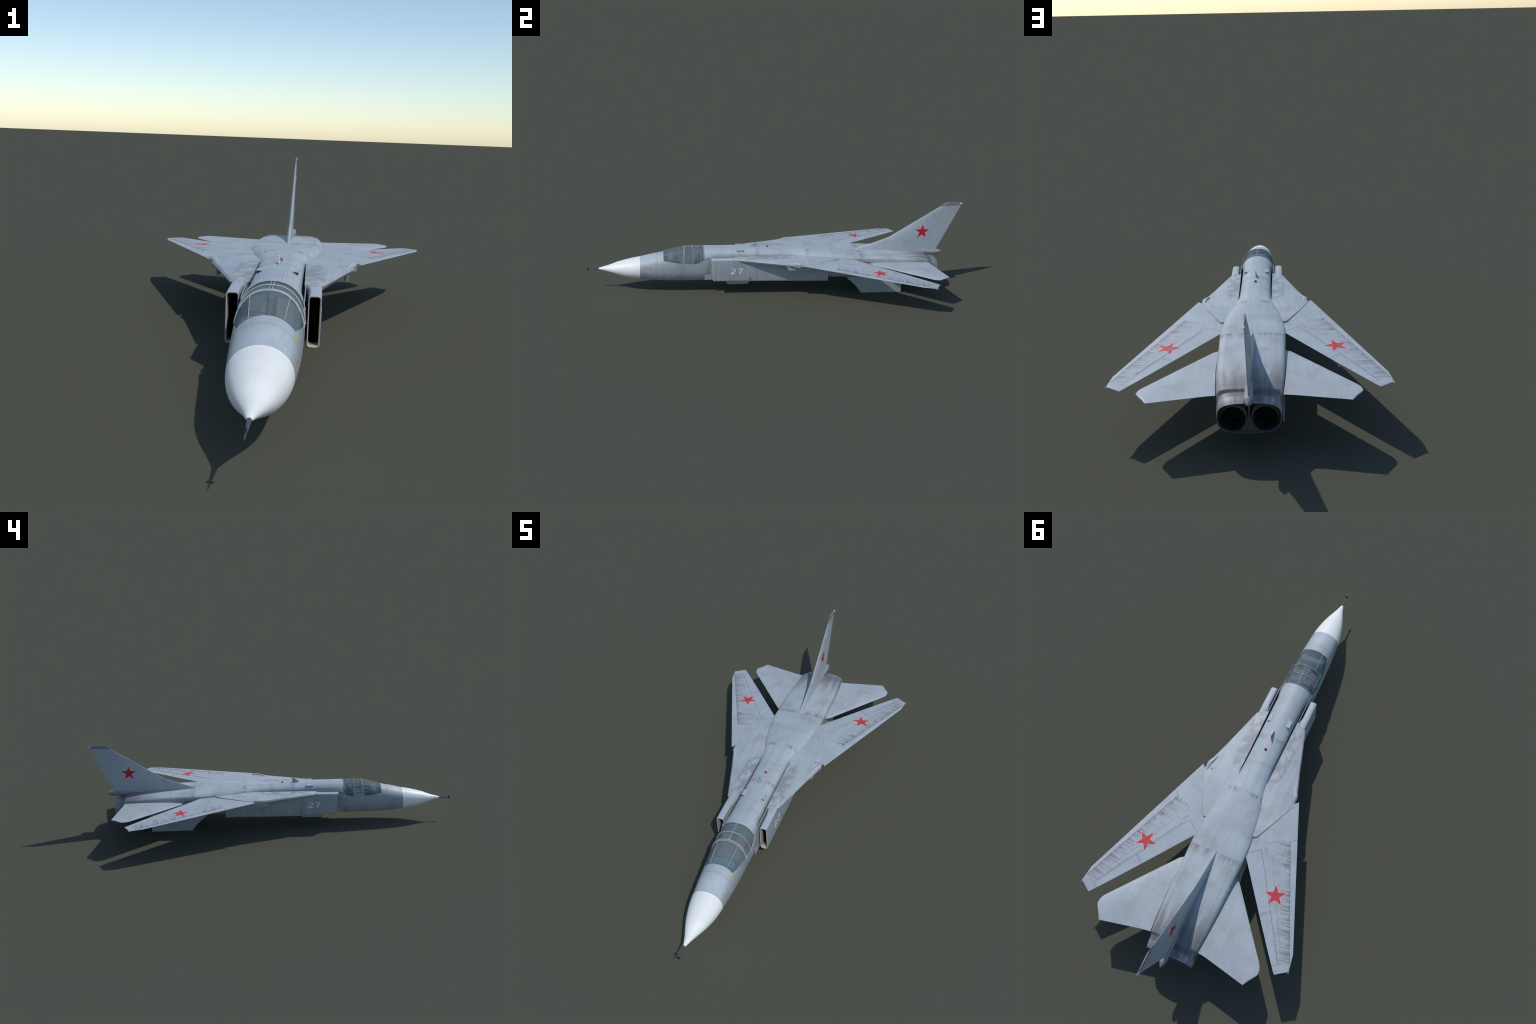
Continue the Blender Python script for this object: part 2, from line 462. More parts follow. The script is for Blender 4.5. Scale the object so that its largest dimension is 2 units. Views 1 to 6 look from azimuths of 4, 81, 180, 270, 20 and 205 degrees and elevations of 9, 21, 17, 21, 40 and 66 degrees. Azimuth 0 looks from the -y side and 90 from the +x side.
# radome
ys = span(-.919, -.905, 4)[:-1]+span(-.905, -.87, 5)[:-1]+span(-.87, Y_RADOME, 16)
rings = [hull_ring(y) for y in ys]
mesh("radome", *loft(rings, True, True, False), MAT_WHITE, smooth=60)
band = [hull_ring(y, k) for y, k in ((-.7165, 1.0002), (-.7160, 1.0035), (-.7092, 1.0035), (-.7088, .995))]
mesh("radome_band", *loft(band), MAT_WHITE, smooth=40)

# fuselage (with the cockpit opening left out) and canopy glass
ys = (span(Y_RADOME, Y_WS, 12)[:-1]+span(Y_WS, -.484, 12)[:-1]+span(-.484, -.4367, 6)[:-1]+span(-.4367, Y_CAN, 8)[:-1]
      + span(Y_CAN, -.30, 10)[:-1]+span(-.30, .05, 20)[:-1]+span(.05, .45, 32)[:-1]+span(.45, .79, 18)[:-1]
      + span(.79, .822, 10)[:-1]+span(.822, .8665, 8))
rings = [hull_ring(y) for y in ys]
V, F = loft(rings, True, False, False)
n = len(rings[0]); hullF, glassF = [], []
for f in F:
    i, j = f[0]//n, f[0] % n
    if ys[i] >= Y_WS-1e-6 and ys[i+1] <= Y_CAN+1e-6 and NL <= j < NL+2*NU: glassF.append(f)
    else: hullF.append(f)
fus = mesh("fuselage", V, hullF, MAT_HULL, smooth=38)
can = mesh("canopy", V, glassF, MAT_GLASS, smooth=50)
for ob in (can, fus):
    bm = bmesh.new(); bm.from_mesh(ob.data)
    bmesh.ops.delete(bm, geom=[v for v in bm.verts if not v.link_faces], context='VERTS')
    bm.to_mesh(ob.data); bm.free()
so = can.modifiers.new("thickness", "SOLIDIFY"); so.thickness = .0012; so.offset = -1

def on_hull(x, y, lift=.0):
    """crown-side point of the hull at a given x"""
    x0 = abs(x); a, zc, nn, b = HALF(y), WAIST(y), NTOP(y), CROWN(y)-WAIST(y)
    q = max(0, 1-(min(x0, a)/a)**nn)**(1/nn)
    return (x, y, zc+b*q+lift)

# canopy frames
def arch(y, r, k=1.012, below=.004):
    zs = sill_phi(y)-.05
    pts = [hull_point(y, zs+(math.pi/2-zs)*i/14, k) for i in range(15)]
    pts += [(-x, yy, z) for x, yy, z in reversed(pts[:-1])]
    return tube(pts, r, 6)
fr = [arch(-.4875, .0014), arch(-.4810, .0016, 1.016), arch(-.4385, .0014, 1.018), arch(-.3835, .0014, 1.016)]
for s in (1, -1):
    fr.append(tube([on_hull(s*.0032, y, .0012) for y in span(-.480, -.384, 10)], .0010, 6))
    fr.append(tube([on_hull(s*(.035+(.0412-.035)*t), -.587+(.587-.489)*t, .0007) for t in span(0, 1, 10)], .0009, 6))
    sill = [hull_point(y, sill_phi(y), 1.004) for y in span(-.484, Y_CAN, 14)]
    fr.append(tube([(s*x, y, z) for x, y, z in sill], .0013, 6))
mesh("canopy_frame", *join(*fr), MAT_FRAME, can, 50)

# cockpit
def tub_ring(y):
    ps = sill_phi(y)
    pts = [hull_point(y, ps-.02-(ps+.25)*i/8, .965) for i in range(9)]
    return [(-x, yy, z) for x, yy, z in pts]+[p for p in reversed(pts)]
tubV, tubF = loft([tub_ring(y) for y in span(-.588, -.384, 16)], False)
bulk = [hull_point(-.386, -.3+(math.pi/2+.3)*i/16, .965) for i in range(17)]
bulk += [(-x, y, z) for x, y, z in reversed(bulk[:-1])]
fwd = [hull_point(-.586, -.3+(.55+.3)*i/16, .955) for i in range(17)]
fwd += [(-x, y, z) for x, y, z in reversed(fwd)]
cock = mesh("cockpit_tub", *join((tubV, tubF), (bulk, [tuple(range(len(bulk)))]), (fwd, [tuple(range(len(fwd)))]), box(-.066, .066, -.58, -.386, .126, .129)), MAT_TUB, smooth=40)
mesh("instrument_panel", *join(box(-.052, .052, -.566, -.548, .135, .186), box(-.047, .047, -.556, -.538, .130, .190)), MAT_TEAL, cock, bevel=.002)
mesh("side_console", *join(box(.050, .0645, -.545, -.41, .13, .158), box(-.0645, -.050, -.545, -.41, .13, .158), box(-.0085, .0085, -.545, -.40, .13, .162)), MAT_TEAL, cock, bevel=.002)
mesh("rear_bulkhead_panel", *join(box(-.046, .046, -.402, -.389, .13, .205), box(-.0075, .0075, -.41, -.395, .13, .221)), MAT_TEAL, cock, bevel=.002)
mesh("console_display", *join(box(-.005, .005, -.53, -.517, .1615, .1632), box(-.005, .005, -.505, -.488, .1615, .1632), box(-.005, .005, -.475, -.462, .1615, .1632)), MAT_SEAT, cock)
seat_pan = mesh("ejection_seat", *join(box(-.019, .019, -.502, -.435, .132, .158), ([(x, y, z) for x in (-.019, .019) for y, z in ((-.447, .150), (-.433, .150), (-.412, .205), (-.424, .208))],
              [(0, 1, 2, 3), (7, 6, 5, 4), (0, 4, 5, 1), (1, 5, 6, 2), (2, 6, 7, 3), (3, 7, 4, 0)])), MAT_SEAT, bevel=.003)
head = mesh("headrest", *box(-.017, .017, -.424, -.406, .201, .217), MAT_TEAL, seat_pan, bevel=.003)
hand = mesh("seat_handle", *box(.017, .0205, -.428, -.416, .192, .202), MAT_ORANGE, seat_pan, bevel=.001)
seat_pan.location.x = .0295
s2 = seat_pan.copy(); s2.location.x = -.0295; bpy.context.scene.collection.objects.link(s2)
for o in (head, hand):
    c = o.copy(); c.parent = s2; bpy.context.scene.collection.objects.link(c)
    if o is hand: c.scale.x = -1
for s in (1, -1):
    mesh("control_stick", *tube([(s*.0295, -.520, .130), (s*.0295, -.512, .168)], .0022, 6), MAT_BLACK, cock)

# nose probe
probe = mesh("nose_probe", *join(revolve([(-.9205, .0046), (-.935, .0036), (-.965, .0024), (-.972, .0024), (-.975, .0016), (-1.0, .0009)], 0, .1177, 12, 0, True, True)), MAT_PROBE, smooth=40)
vanes = []
for k in range(4):
    a = k*math.pi/2
    d = Vector((math.cos(a), 0, math.sin(a))); q = Vector((-math.sin(a), 0, math.cos(a)))*.0009
    pts = [Vector((0, y, .1177))+d*r for y, r in ((-.9765, .001), (-.9750, .0068), (-.9700, .0068), (-.9685, .001))]
    vanes.append(([tuple(p-q) for p in pts]+[tuple(p+q) for p in pts], [(3, 2, 1, 0), (4, 5, 6, 7), (0, 1, 5, 4), (1, 2, 6, 5), (2, 3, 7, 6), (3, 0, 4, 7)]))
mesh("probe_vane", *join(*vanes), MAT_VOID, probe)

# ------------------------------------------------------------------ air intakes and flank boxes
def rrect(x0, x1, z0, z1, r, y, seg=5, dy=0.0):
    """rounded rectangle in the xz plane; dy leans the lip (bottom further aft)"""
    P = []
    for cx, cz, a0 in ((x1-r, z0+r, -90), (x1-r, z1-r, 0), (x0+r, z1-r, 90), (x0+r, z0+r, 180)):
        for i in range(seg+1):
            a = math.radians(a0+90*i/seg)
            z = cz+r*math.sin(a)
            P.append((cx+r*math.cos(a), y+dy*(z1-z)/(z1-z0), z))
    return P
LEAN = .011
def intake_side():
    out = [rrect(.0782, .1062, .0800, .1985, .0075, -.3475, dy=LEAN), rrect(.0775, .1070, .0792, .1992, .008, -.3465, dy=LEAN)]
    for y, x0, x1, z0, z1 in ((-.335, .0775, .1075, .0790, .1995), (-.26, .0775, .1080, .0785, .2005), (-.235, .072, .1080, .0783, .2005), (-.20, .070, .1085, .0780, .2005), (-.10, .070, .109, .0772, .2005), (.0, .070, .1090, .0762, .1995), (.09, .068, .1093, .0750, .199), (.12, .055, .1095, .0745, .199), (.20, .05, .110, .0735, .197), (.2655, .05, .110, .0730, .197)):
        out.append(rrect(x0, x1, z0, z1, .008, y))
    inn = [rrect(.0782, .1062, .0800, .1985, .0075, -.3475, dy=LEAN), rrect(.0798, .1042, .0822, .1962, .006, -.3462, dy=LEAN)]
    for y, k in ((-.325, 0), (-.29, .001), (-.15, .003)):
        inn.append(rrect(.0802+k, .1038-k, .0828+k, .1955-k, .006, y))
    return loft(out, True, False, True), loft(inn, True, False, True)
o, i_ = intake_side()
for side in (1, -1):
    part = o if side > 0 else mirror(o)
    box_ob = mesh("air_intake", *part, MAT_HULL, smooth=35)
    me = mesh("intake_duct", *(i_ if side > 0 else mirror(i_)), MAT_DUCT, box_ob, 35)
    # splitter plate standing off the fuselage
    plate = prism([(-.379, .1925), (-.362, .1960), (-.345, .1990), (-.20, .2010), (-.20, .078), (-.379, .075), (-.379, .098), (-.350, .108), (-.350, .150), (-.379, .160)], 'x', .0688, .0702)
    mesh("splitter_plate", *(plate if side > 0 else mirror(plate)), MAT_GREY, box_ob)
    edge = tube([(side*.0695, y, z) for y, z in ((-.379, .1925), (-.362, .1960), (-.345, .1990), (-.232, .2025))], .0012, 6)
    mesh("splitter_edge", *edge, MAT_FRAME, box_ob, 50)
    # belly fairing, vents, bay lip
    bf = ([(side*x, y, z) for (y, z, x0, x1) in ((-.272, .0795, .072, .098), (-.262, .0570, .078, .092), (-.155, .0590, .078, .092), (-.146, .0795, .072, .098)) for x in (x0, x1)],
          [(0, 1, 3, 2), (2, 3, 5, 4), (4, 5, 7, 6), (0, 2, 4, 6), (1, 3, 5, 7), (0, 1, 7, 6)])
    mesh("belly_fairing", *bf, MAT_GREY, box_ob, bevel=.002)
    for y in (-.222, -.177):
        mesh("fairing_lug", *box(side*.083-.002, side*.083+.002, y-.004, y+.004, .054, .060), MAT_GREY, box_ob)
    mesh("flank_vent", *box(side*.1086-.0006, side*.1086+.0006, -.149, -.143, .090, .098), MAT_BLACK, box_ob)
    rim = [(side*.1103, .205+.010*math.cos(a), .0735+.009*math.sin(a)) for a in span(0, math.pi, 10)]
    mesh("bay_rim", *tube(rim, .0012, 6), MAT_PROBE, box_ob)
# belly between the flank boxes
mesh("belly", *join(box(-.07, .07, -.25, .2655, .0755, .15)), MAT_HULL, bevel=.004)

# ------------------------------------------------------------------ glove (fixed inner wing)
def glove():
    # outline (x, y, crown z, edge z) from the inner front corner clockwise to the hull
    O = [(.0655, -.2320, .2018, .1995), (.090, -.2205, .2020, .1985), (.1136, -.2065, .2018, .1965), (.1410, -.1130, .2025, .1955), (.1680, -.0205, .2030, .1955),
         (.1850, .0330, .2035, .1955), (.1965, .0680, .2050, .1960), (.2030, .0950, .2060, .1965), (.2053, .1160, .2064, .1970), (.2045, .1290, .2064, .1975), (.1700, .2090, .2052, .1975), (.1370, .2770, .2038, .1972),
         (.1225, .3060, .2033, .1972), (.1165, .3120, .2033, .1972), (.1090, .3135, .2033, .1972), (.0900, .3100, .2033, .1972)]
    pts = O+[(.050, .30, .2033, .1972), (.050, .09, .2035, .1960), (.0632, .080, .2033, .196), (.0640, .02, .2030, .1955), (.0648, -.10, .2025, .1955)]
    n = len(pts)
    inset = []
    for k, p in enumerate(pts):
        a, b = pts[k-1], pts[(k+1) % n]
        d1 = Vector((p[0]-a[0], p[1]-a[1])).normalized(); d2 = Vector((b[0]-p[0], b[1]-p[1])).normalized()
        m = Vector((-(d1+d2).y, (d1+d2).x)).normalized()
        front = .006 if 1 <= k <= 8 else (.0022 if k < 15 else .0008)
        inset.append((p[0]+m.x*front, p[1]+m.y*front))
    zb = [(.1858 if 1 <= k <= 8 else .1955) for k, p in enumerate(pts)]
    top = [(q[0], q[1], p[2]) for q, p in zip(inset, pts)]
    up = [(p[0]*.35+q[0]*.65, p[1]*.35+q[1]*.65, p[2]-.0009) for q, p in zip(inset, pts)]
    mid = [(p[0], p[1], p[3]+(0 if 1 <= k <= 8 else .003)) for k, p in enumerate(pts)]
    bot = [(q[0]*1.0+p[0]*.0, q[1]*1.0+p[1]*.0, z) for q, p, z in zip(inset, pts, zb)]
    V, F = loft([bot, mid, up, top], True, False, False)
    F.append(tuple(range(n))[::-1]); F.append(tuple(range(3*n, 4*n)))
    return V, F
gv = glove()
for side in (1, -1):
    g = mesh("glove", *(gv if side > 0 else mirror(gv)), MAT_GLOVE, smooth=30)
    me = g.data
    bm = bmesh.new(); bm.from_mesh(me); bmesh.ops.triangulate(bm, faces=[f for f in bm.faces if len(f.verts) > 4]); bm.to_mesh(me); bm.free()
    # pivot fairing: a lens-shaped blister under and around the outer corner
    rings = []
    prof = pchip([(.02, .02), (.04, .42), (.066, .86), (.088, 1.0), (.108, .86), (.132, .50)])
    for y in span(.02, .132, 16):
        k = prof(y)
        cx = .168+(.1905-.168)*min(1, (y-.02)/.07)
        rings.append([(side*(cx+.0140*k*math.copysign(abs(math.cos(a))**.75, math.cos(a))*(1 if math.cos(a) > 0 else .6)), y, .1960+(.0158 if math.sin(a) > 0 else .0140)*k*math.copysign(abs(math.sin(a))**.8, math.sin(a))) for a in span(0, 2*math.pi, 24)[:-1]])
    mesh("pivot_fairing", *loft(rings, True, True, True), MAT_GREY, g, 40)
    py = prism([(.0275, .192), (.039, .1645), (.045, .1635), (.150, .1640), (.170, .1690), (.185, .192)], 'x', .1722, .1800)
    mesh("glove_pylon", *(py if side > 0 else mirror(py)), MAT_GREY, g, bevel=.0015)
    mesh("navigation_light", *join(revolve([(.0735, .0004), (.0745, .0018), (.0769, .0024), (.0795, .0018), (.0805, .0004)], side*.2010, .2010, 10, 0, True, True)), MAT_RED if side > 0 else MAT_GREEN, g, 60)

# ------------------------------------------------------------------ swing wing
def wplane(x, y): return .21447-.03255*x-.04367*y
# chordwise rule lines, each a polyline over the span stations (inner edge, root rib, slat mid, kink, outer rib, tip)
ST = 6
LE = [(.2167, .1036), (.2743, .2524), (.3560, .4640), (.4365, .6720), (.4425, .7125), (.4445, .7270), (.4412, .7395)]
SL = [(.1980, .1250), (.2505, .2705), (.3447, .4908), (.4225, .6725), (.4390, .7110), (.4400, .7240), (.4385, .7410)]
SP = [(.1560, .2000), (.2077, .3250), (.2950, .5150), (.3790, .6610), (.4200, .7200), (.4250, .7350), (.4240, .7510)]
HI = [(.1150, .2900), (.1590, .3460), (.2930, .5590), (.3580, .6640), (.3980, .7280), (.4060, .7420), (.4080, .7620)]
TE = [(.0980, .3600), (.1135, .3800), (.2570, .5860), (.3370, .6900), (.3780, .7420), (.3920, .7600), (.4000, .7680)]
TE[1] = (.1135, .3965)
TK = [.0125, .0115, .0090, .0064, .0056, .0050, .0030]       # thickness
NB = (5, 3, 4, 5)                                   # subdivisions between rule lines
HF = [0, .80, 1.0, .55, .06]                        # thickness share at the rule lines
def wing_grid():
    cols = []
    for k in range(len(LE)-1):
        m = (5, 8, 8, 3, 2, 2)[k]
        for i in range(m+(k == len(LE)-2)):
            t = i/m
            row = []
            L = [lerp(l[k], l[k+1], t) for l in (LE, SL, SP, HI, TE)]
            th = TK[k]+(TK[k+1]-TK[k])*t
            for b in range(4):
                for j in range(NB[b]+(b == 3)):
                    s = j/NB[b]
                    if b == 0: s = s*s; h = HF[1]*math.sqrt(s)
                    else: h = HF[b]+(HF[b+1]-HF[b])*s
                    x, y = lerp(L[b], L[b+1], s)
                    row.append((x, y, h*th))
            cols.append((k, row))
    return cols
cols = wing_grid()
W = len(cols[0][1]); C = len(cols)
def wing_faces(kind):
    """upper surface quads by region: slat, flap, aileron or the wing box; plus all of the lower surface"""
    V, F = [], []
    for k, row in cols:
        V += [(x, y, wplane(x, y)+h*.22) for x, y, h in row]
    for k, row in cols:
        V += [(x, y, wplane(x, y)-h*.80-.0004) for x, y, h in row]
    o = C*W
    b1, b3 = NB[0], NB[0]+NB[1]+NB[2]
    for i in range(C-1):
        k = cols[i][0]
        for j in range(W-1):
            q = (i*W+j, i*W+j+1, (i+1)*W+j+1, (i+1)*W+j)
            reg = 'wing'
            if 1 <= k <= 3 and j < b1: reg = 'slat'
            elif k == 1 and j >= b3: reg = 'flap'
            elif 2 <= k <= 3 and j >= b3: reg = 'aileron'
            if reg == kind:
                F.append(q); F.append(tuple(v+o for v in reversed(q)))
                if j == 0: F.append((q[0], q[3], q[3]+o, q[0]+o))
                if j == W-2: F.append((q[2], q[1], q[1]+o, q[2]+o))
    if kind == 'wing':
        for i, fl in ((0, 0), (C-1, 1)):
            for j in range(W-1):
                F.append((i*W+j, i*W+j+1, i*W+j+1+o, i*W+j+o))
    return V, F
def wing_top(x, y):
    """height of the upper wing skin, nearest grid cell (used to seat the spoilers)"""
    best = min(((x-px)**2+(y-py)**2, px, py, h) for _, row in cols for px, py, h in row)
    return wplane(x, y)+best[3]*.22
for side in (1, -1):
    wing = None
    for kind in ('wing', 'slat', 'flap', 'aileron'):
        V, F = wing_faces(kind)
        if side < 0: V, F = mirror((V, F))
        ob = mesh(kind, V, F, MAT_WING, wing, 40, fix=False)
        bm = bmesh.new(); bm.from_mesh(ob.data)
        bmesh.ops.delete(bm, geom=[v for v in bm.verts if not v.link_faces], context='VERTS')
        bmesh.ops.recalc_face_normals(bm, faces=bm.faces)
        bm.to_mesh(ob.data); bm.free()
        if wing is None: wing = ob
    for a, b, c, d in (((.2077, .3500), (.2945, .5140), (.2818, .5290), (.1835, .3705)), ((.2955, .5170), (.3770, .6585), (.3668, .6665), (.2835, .5325))):
        P = []
        nn = 10
        for t in span(0, 1, nn):
            p, q = lerp(a, b, t), lerp(d, c, t)
            P.append((p, q))
        rows = [[], [], [], []]
        for p, q in P:
            zp, zq = wing_top(*p), wing_top(*q)
            rows[0].append((p[0], p[1], zp-.002)); rows[1].append((p[0], p[1], zp+.0001))
            rows[2].append((q[0], q[1], zq+.0009)); rows[3].append((q[0], q[1], zq-.002))
        part = loft(rows, False)
        o = len(rows[0])
        part[1].append((0, o, 2*o, 3*o)); part[1].append((o-1, 2*o-1, 3*o-1, 4*o-1))
        mesh("spoiler", *(part if side > 0 else mirror(part)), MAT_WING, wing, 30)
    tip = tube([(side*.4430, .7280, wplane(.4430, .728)-.0022), (side*.4458, .7430, wplane(.446, .743)-.0022)], .0022, 8)
    mesh("wingtip_light", *tip, MAT_GREY, wing, 50)

# ------------------------------------------------------------------ tailplanes
HTZ = .1685
def tailplane():
    le = [(.1085, .4860), (.1322, .4990), (.2318, .6252), (.3100, .7243), (.3314, .7514), (.3375, .7610), (.3417, .7706), (.3440, .7830), (.3443, .7925)]
    te = [(.0960, .8095), (.1349, .8139), (.2210, .8319), (.2750, .8432), (.2950, .8473), (.3020, .8487), (.3073, .8498), (.3200, .8290), (.3300, .8150)]
    # spanwise ribs run from leading to trailing edge; root rib follows the hull side
    th = [.0130, .0125, .0095, .0065, .0055, .0050, .0045, .0040, .0035]
    hull_side = pchip([(.486, .1122), (.60, .1125), (.67, .1113), (.70, .1095), (.79, .1037), (.8095, .1020)])
    cols = []
    for k in range(len(le)):
        row = []
        for s in (0, .02, .07, .16, .30, .5, .7, .86, 1):
            x, y = lerp(le[k], te[k], s)
            if k == 0: x = hull_side(y)+.0004
            h = th[k]*(2.2*math.sqrt(s)*(1-s)+.1*s if s < 1 else .06)*.75
            row.append((x, y, h))
        cols.append(row)
    up = [[(x, y, HTZ+h) for x, y, h in r] for r in cols]; dn = [[(x, y, HTZ-h*.8) for x, y, h in r] for r in cols]
    a = loft(up, False); b = loft(dn, False)
    n = len(up[0]); V = a[0]+b[0]; o = len(a[0])
    F = a[1]+[tuple(v+o for v in reversed(f)) for f in b[1]]
    m = len(up)
    for j in range(n-1): F += [(j, j+1, j+1+o, j+o), ((m-1)*n+j, (m-1)*n+j+1, (m-1)*n+j+1+o, (m-1)*n+j+o)]
    for i in range(m-1): F += [(i*n, (i+1)*n, (i+1)*n+o, i*n+o), (i*n+n-1, (i+1)*n+n-1, (i+1)*n+n-1+o, i*n+n-1+o)]
    return V, F
tp = tailplane()
for side in (1, -1):
    mesh("tailplane", *(tp if side > 0 else mirror(tp)), MAT_TAIL, smooth=45)

# ------------------------------------------------------------------ fin, rudder cap, bullet fairing
def fin():
    le = [(.400, .200), (.4200, .2100), (.5100, .2400), (.6000, .2712), (.7380, .3590), (.8756, .4475), (.9090, .4722)]
    te = [(.8740, .1880), (.8770, .1970), (.8900, .2290), (.9090, .2710), (.9460, .3540), (.9860, .4440), (.9985, .4722)]
    hk = [.0088, .0086, .0078, .0070, .0050, .0032, .0026]
    # ribs stay on straight lines; chord profile is a thin wedge with a rounded nose
    R = []
    for k in range(len(le)):
        row = []
        for s in (0, .004, .02, .06, .15, .3, .5, .75, 1):
            y, z = lerp(le[k], te[k], s)
            h = hk[k]*(min(1, math.sqrt(s/.15))*.9+.1*math.sin(math.pi*s) if s < .3 else 1-.86*((s-.3)/.7)**1.3)
            row.append((h, y, z))
        R.append(row)
    a = loft(R, False); n = len(R[0]); m = len(R)
    V = a[0]+[(-x, y, z) for x, y, z in a[0]]; o = len(a[0])
    F = a[1]+[tuple(v+o for v in reversed(f)) for f in a[1]]
    for j in range(n-1): F.append(((m-1)*n+j, (m-1)*n+j+1, (m-1)*n+j+1+o, (m-1)*n+j+o))
    for i in range(m-1): F.append((i*n+n-1, (i+1)*n+n-1, (i+1)*n+n-1+o, i*n+n-1+o))
    return V, F
fin_ob = mesh("fin", *fin(), MAT_FIN, smooth=40)
mesh("tail_light", *revolve([(.9835, .0012), (.9845, .0030), (.9950, .0030), (.9985, .0015)], 0, .4640, 10, 0, True, True), MAT_LAMP, fin_ob, 50)
bl = mesh("bullet_fairing", *revolve([(.745, .001), (.765, .0060), (.785, .0100), (.81, .0128), (.84, .0142), (.880, .0143), (.8965, .0136), (.897, .0130), (.8975, .0134), (.905, .0098), (.912, .0056), (.9165, .0022), (.918, .0004)], 0, .1915, 24, 0, True, True), MAT_BULLET, smooth=40)

# ventral fins
for side in (1, -1):
    vf = prism([(.366, .092), (.374, .0825), (.395, .066), (.4130, .0500), (.4320, .0270), (.4524, 0), (.673, 0), (.6715, .04), (.672, .10), (.55, .10)], 'x', -.003, .003)
    V = [(side*(.1040+x*(1 if z > .03 else .6)-.0015*(1-z/.1)), y, z) for x, y, z in vf[0]]
    mesh("ventral_fin", V, vf[1], MAT_GREY, bevel=.0008)

# ------------------------------------------------------------------ exhausts
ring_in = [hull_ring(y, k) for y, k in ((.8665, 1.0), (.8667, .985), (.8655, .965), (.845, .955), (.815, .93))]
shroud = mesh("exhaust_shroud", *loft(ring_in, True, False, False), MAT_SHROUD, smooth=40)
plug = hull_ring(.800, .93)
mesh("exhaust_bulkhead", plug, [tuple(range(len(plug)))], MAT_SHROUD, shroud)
wedge = prism([(-.030, .076), (.030, .076), (.012, .100), (.0035, .122), (.0025, .165), (-.0025, .165), (-.0035, .122), (-.012, .100)], 'z', 0, 1)
wedge = ([(x, .825+h*.030, z) for x, z, h in wedge[0]], wedge[1])
mesh("nozzle_divider", *wedge, plain("divider_grey", (0.05, 0.057, 0.06), .6), shroud)  # grey darkened for the shade between the nozzles
for side in (1, -1):
    cx = side*.0487
    nz = mesh("exhaust_nozzle", *join(revolve([(.815, .0470), (.835, .0465), (.850, .0440), (.8595, .0402), (.8602, .0394)], cx, .1190, 14, math.pi/14)), MAT_NOZZLE, smooth=25)
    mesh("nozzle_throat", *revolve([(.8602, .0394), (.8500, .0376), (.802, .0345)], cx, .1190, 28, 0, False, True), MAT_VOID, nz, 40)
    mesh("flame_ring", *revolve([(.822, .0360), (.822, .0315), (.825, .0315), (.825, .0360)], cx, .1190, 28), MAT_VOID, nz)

# ------------------------------------------------------------------ dorsal details
def scoop(side):
    x0, x1 = .0350, .0505
    V = [(side*x, y, z) for x, y, z in ((x0, -.2135, .2290), (x1, -.2130, .2280), (x1, -.1775, .2276), (x0, -.1775, .2286), (x0, -.2125, .2205), (x1, -.2115, .2200), (x1, -.1785, .2200), (x0, -.1785, .2205))]
    return V, [(0, 1, 2, 3), (4, 5, 6, 7), (0, 1, 5, 4), (1, 2, 6, 5), (2, 3, 7, 6), (3, 0, 4, 7)]
for side in (1, -1):
    sc = mesh("dorsal_scoop", *join(scoop(side), box(side*.0425-.004, side*.0425+.004, -.205, -.180, .212, .2215)), MAT_GREY, bevel=.0008)
    d = [(side*x, y-.0007, z) for x, y, z in ((.0363, -.2134, .2278), (.0493, -.2129, .2269), (.0493, -.2119, .2211), (.0363, -.2124, .2216))]
    d2 = [(x, y+.002, z) for x, y, z in d]
    mesh("scoop_mouth", d+d2, [(0, 1, 2, 3), (7, 6, 5, 4), (0, 4, 5, 1), (1, 5, 6, 2), (2, 6, 7, 3), (3, 7, 4, 0)], MAT_BLACK, sc)
bladep = prism([(-.144, .228), (-.142, .2335), (-.1140, .2550), (-.1040, .2560), (-.1030, .226)], 'x', -.0014, .0014)
mesh("blade_antenna", *bladep, MAT_GREY, bevel=.0006)
z0 = CROWN(-.0485)
dome = []
for i in range(7):
    a = math.pi/2*i/6
    dome.append([(.0048*math.cos(a)*math.cos(k*math.pi/8), -.0485+.0048*math.cos(a)*math.sin(k*math.pi/8), z0+.0010+.0072*math.sin(a)) for k in range(16)])
bc = mesh("beacon", *loft(dome, True, True, True), MAT_RED, smooth=60)
basev = [[(r*math.cos(k*math.pi/8), -.0485+r*math.sin(k*math.pi/8), z) for k in range(16)] for r, z in ((.0062, z0-.001), (.0062, z0+.0008), (.005, z0+.0012))]
mesh("beacon_base", *loft(basev, True, False, True), MAT_PROBE, bc, 40)

# ------------------------------------------------------------------ numbers
def arc(cx, cy, rx, ry, a0, a1, n=10):
    return [(cx+rx*math.cos(math.radians(a0+(a1-a0)*i/n)), cy+ry*math.sin(math.radians(a0+(a1-a0)*i/n))) for i in range(n+1)]
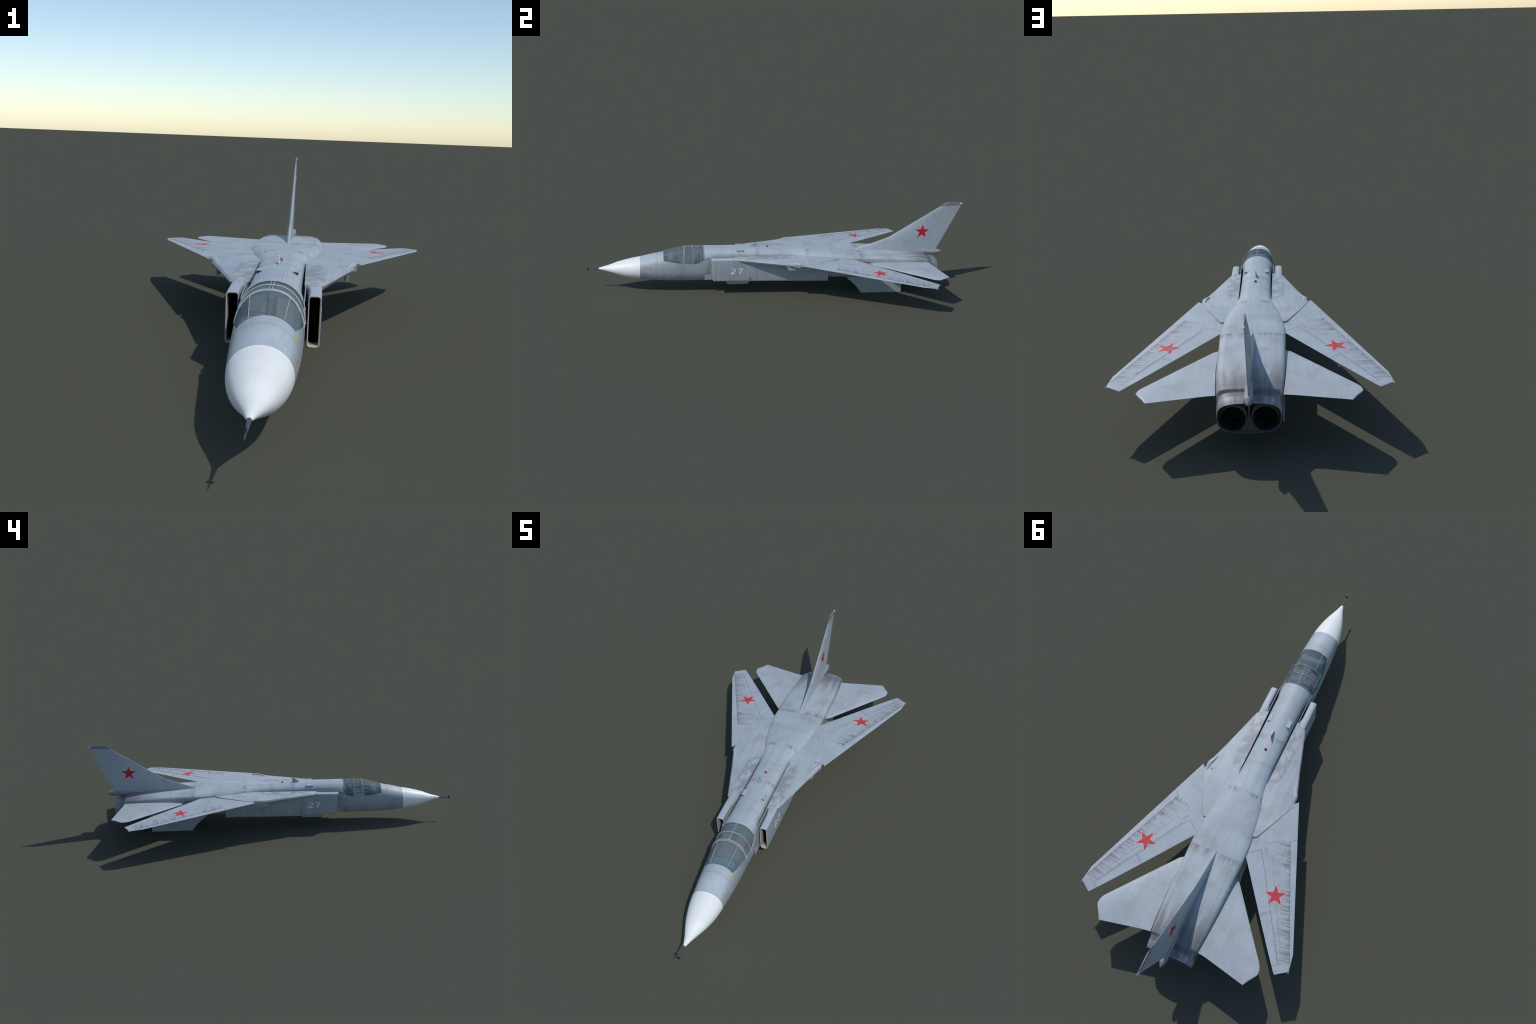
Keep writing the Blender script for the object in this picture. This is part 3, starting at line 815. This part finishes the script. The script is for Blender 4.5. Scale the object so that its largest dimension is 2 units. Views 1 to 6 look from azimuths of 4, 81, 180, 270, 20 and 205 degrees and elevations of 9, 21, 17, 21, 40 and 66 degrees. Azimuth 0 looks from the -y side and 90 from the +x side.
# bold grotesque figures on a unit box, outlines run clockwise
FIG2 = (arc(.47, .685, .45, .315, 172, -12, 16)+[(.84, .50), (.70, .38), (.50, .245), (.42, .175), (.95, .175), (.95, 0), (0, 0), (.05, .15), (.20, .30), (.48, .49), (.60, .58)]
        + arc(.455, .69, .205, .155, -20, 175, 10))
FIG7 = [(.03, 1), (.98, 1), (.98, .86), (.80, .64), (.64, .36), (.56, 0), (.30, 0), (.37, .30), (.50, .58), (.68, .82), (.03, .82)]
def number(y0, y1, z0, z1, xs, side, parent, edge, name):
    """the figures 2 and 7 on a vertical face at |x| = xs, white with a blue rim, reading correctly on both flanks"""
    w = (y1-y0)/2.12
    for mat, grow, lift in ((MAT_DIGIT_EDGE, edge, .0004), (MAT_DIGIT, 0, .0008)):
        V, F = [], []
        for k, fig in enumerate((FIG2, FIG7)):
            P = [(w*(u+1.12*k), (z1-z0)*v) for u, v in fig]
            n = len(P); Q = []
            for i in range(n):
                a, b, c = Vector(P[i-1]), Vector(P[i]), Vector(P[(i+1) % n])
                d1, d2 = (b-a).normalized(), (c-b).normalized()
                n1, n2 = Vector((-d1.y, d1.x)), Vector((-d2.y, d2.x))
                m = n1+n2; m = m/max(.5, m.length_squared/2)
                Q.append(tuple(b+m*grow))
            o = len(V)
            for h in (lift, -.0006):
                for u, v in Q:
                    y = y0+u if side > 0 else y1-u
                    V.append((side*(xs(y)+h), y, z0+v))
            F.append(tuple(range(o, o+n)))
            F += [(o+i, o+(i+1) % n, o+n+(i+1) % n, o+n+i) for i in range(n)]
        ob = mesh(name, V, F, mat, parent)
        bm = bmesh.new(); bm.from_mesh(ob.data)
        bmesh.ops.triangulate(bm, faces=[f for f in bm.faces if len(f.verts) > 4]); bm.to_mesh(ob.data); bm.free()
for side in (1, -1):
    number(-.2515, -.1830, .1187, .1527, lambda y: .1082+.0004*(y+.26)/.16, side, ROOT, .0016, "flank_number")
    number(.8365, .8625, .3925, .4080, lambda y: .0040, side, fin_ob, .0016, "fin_number")
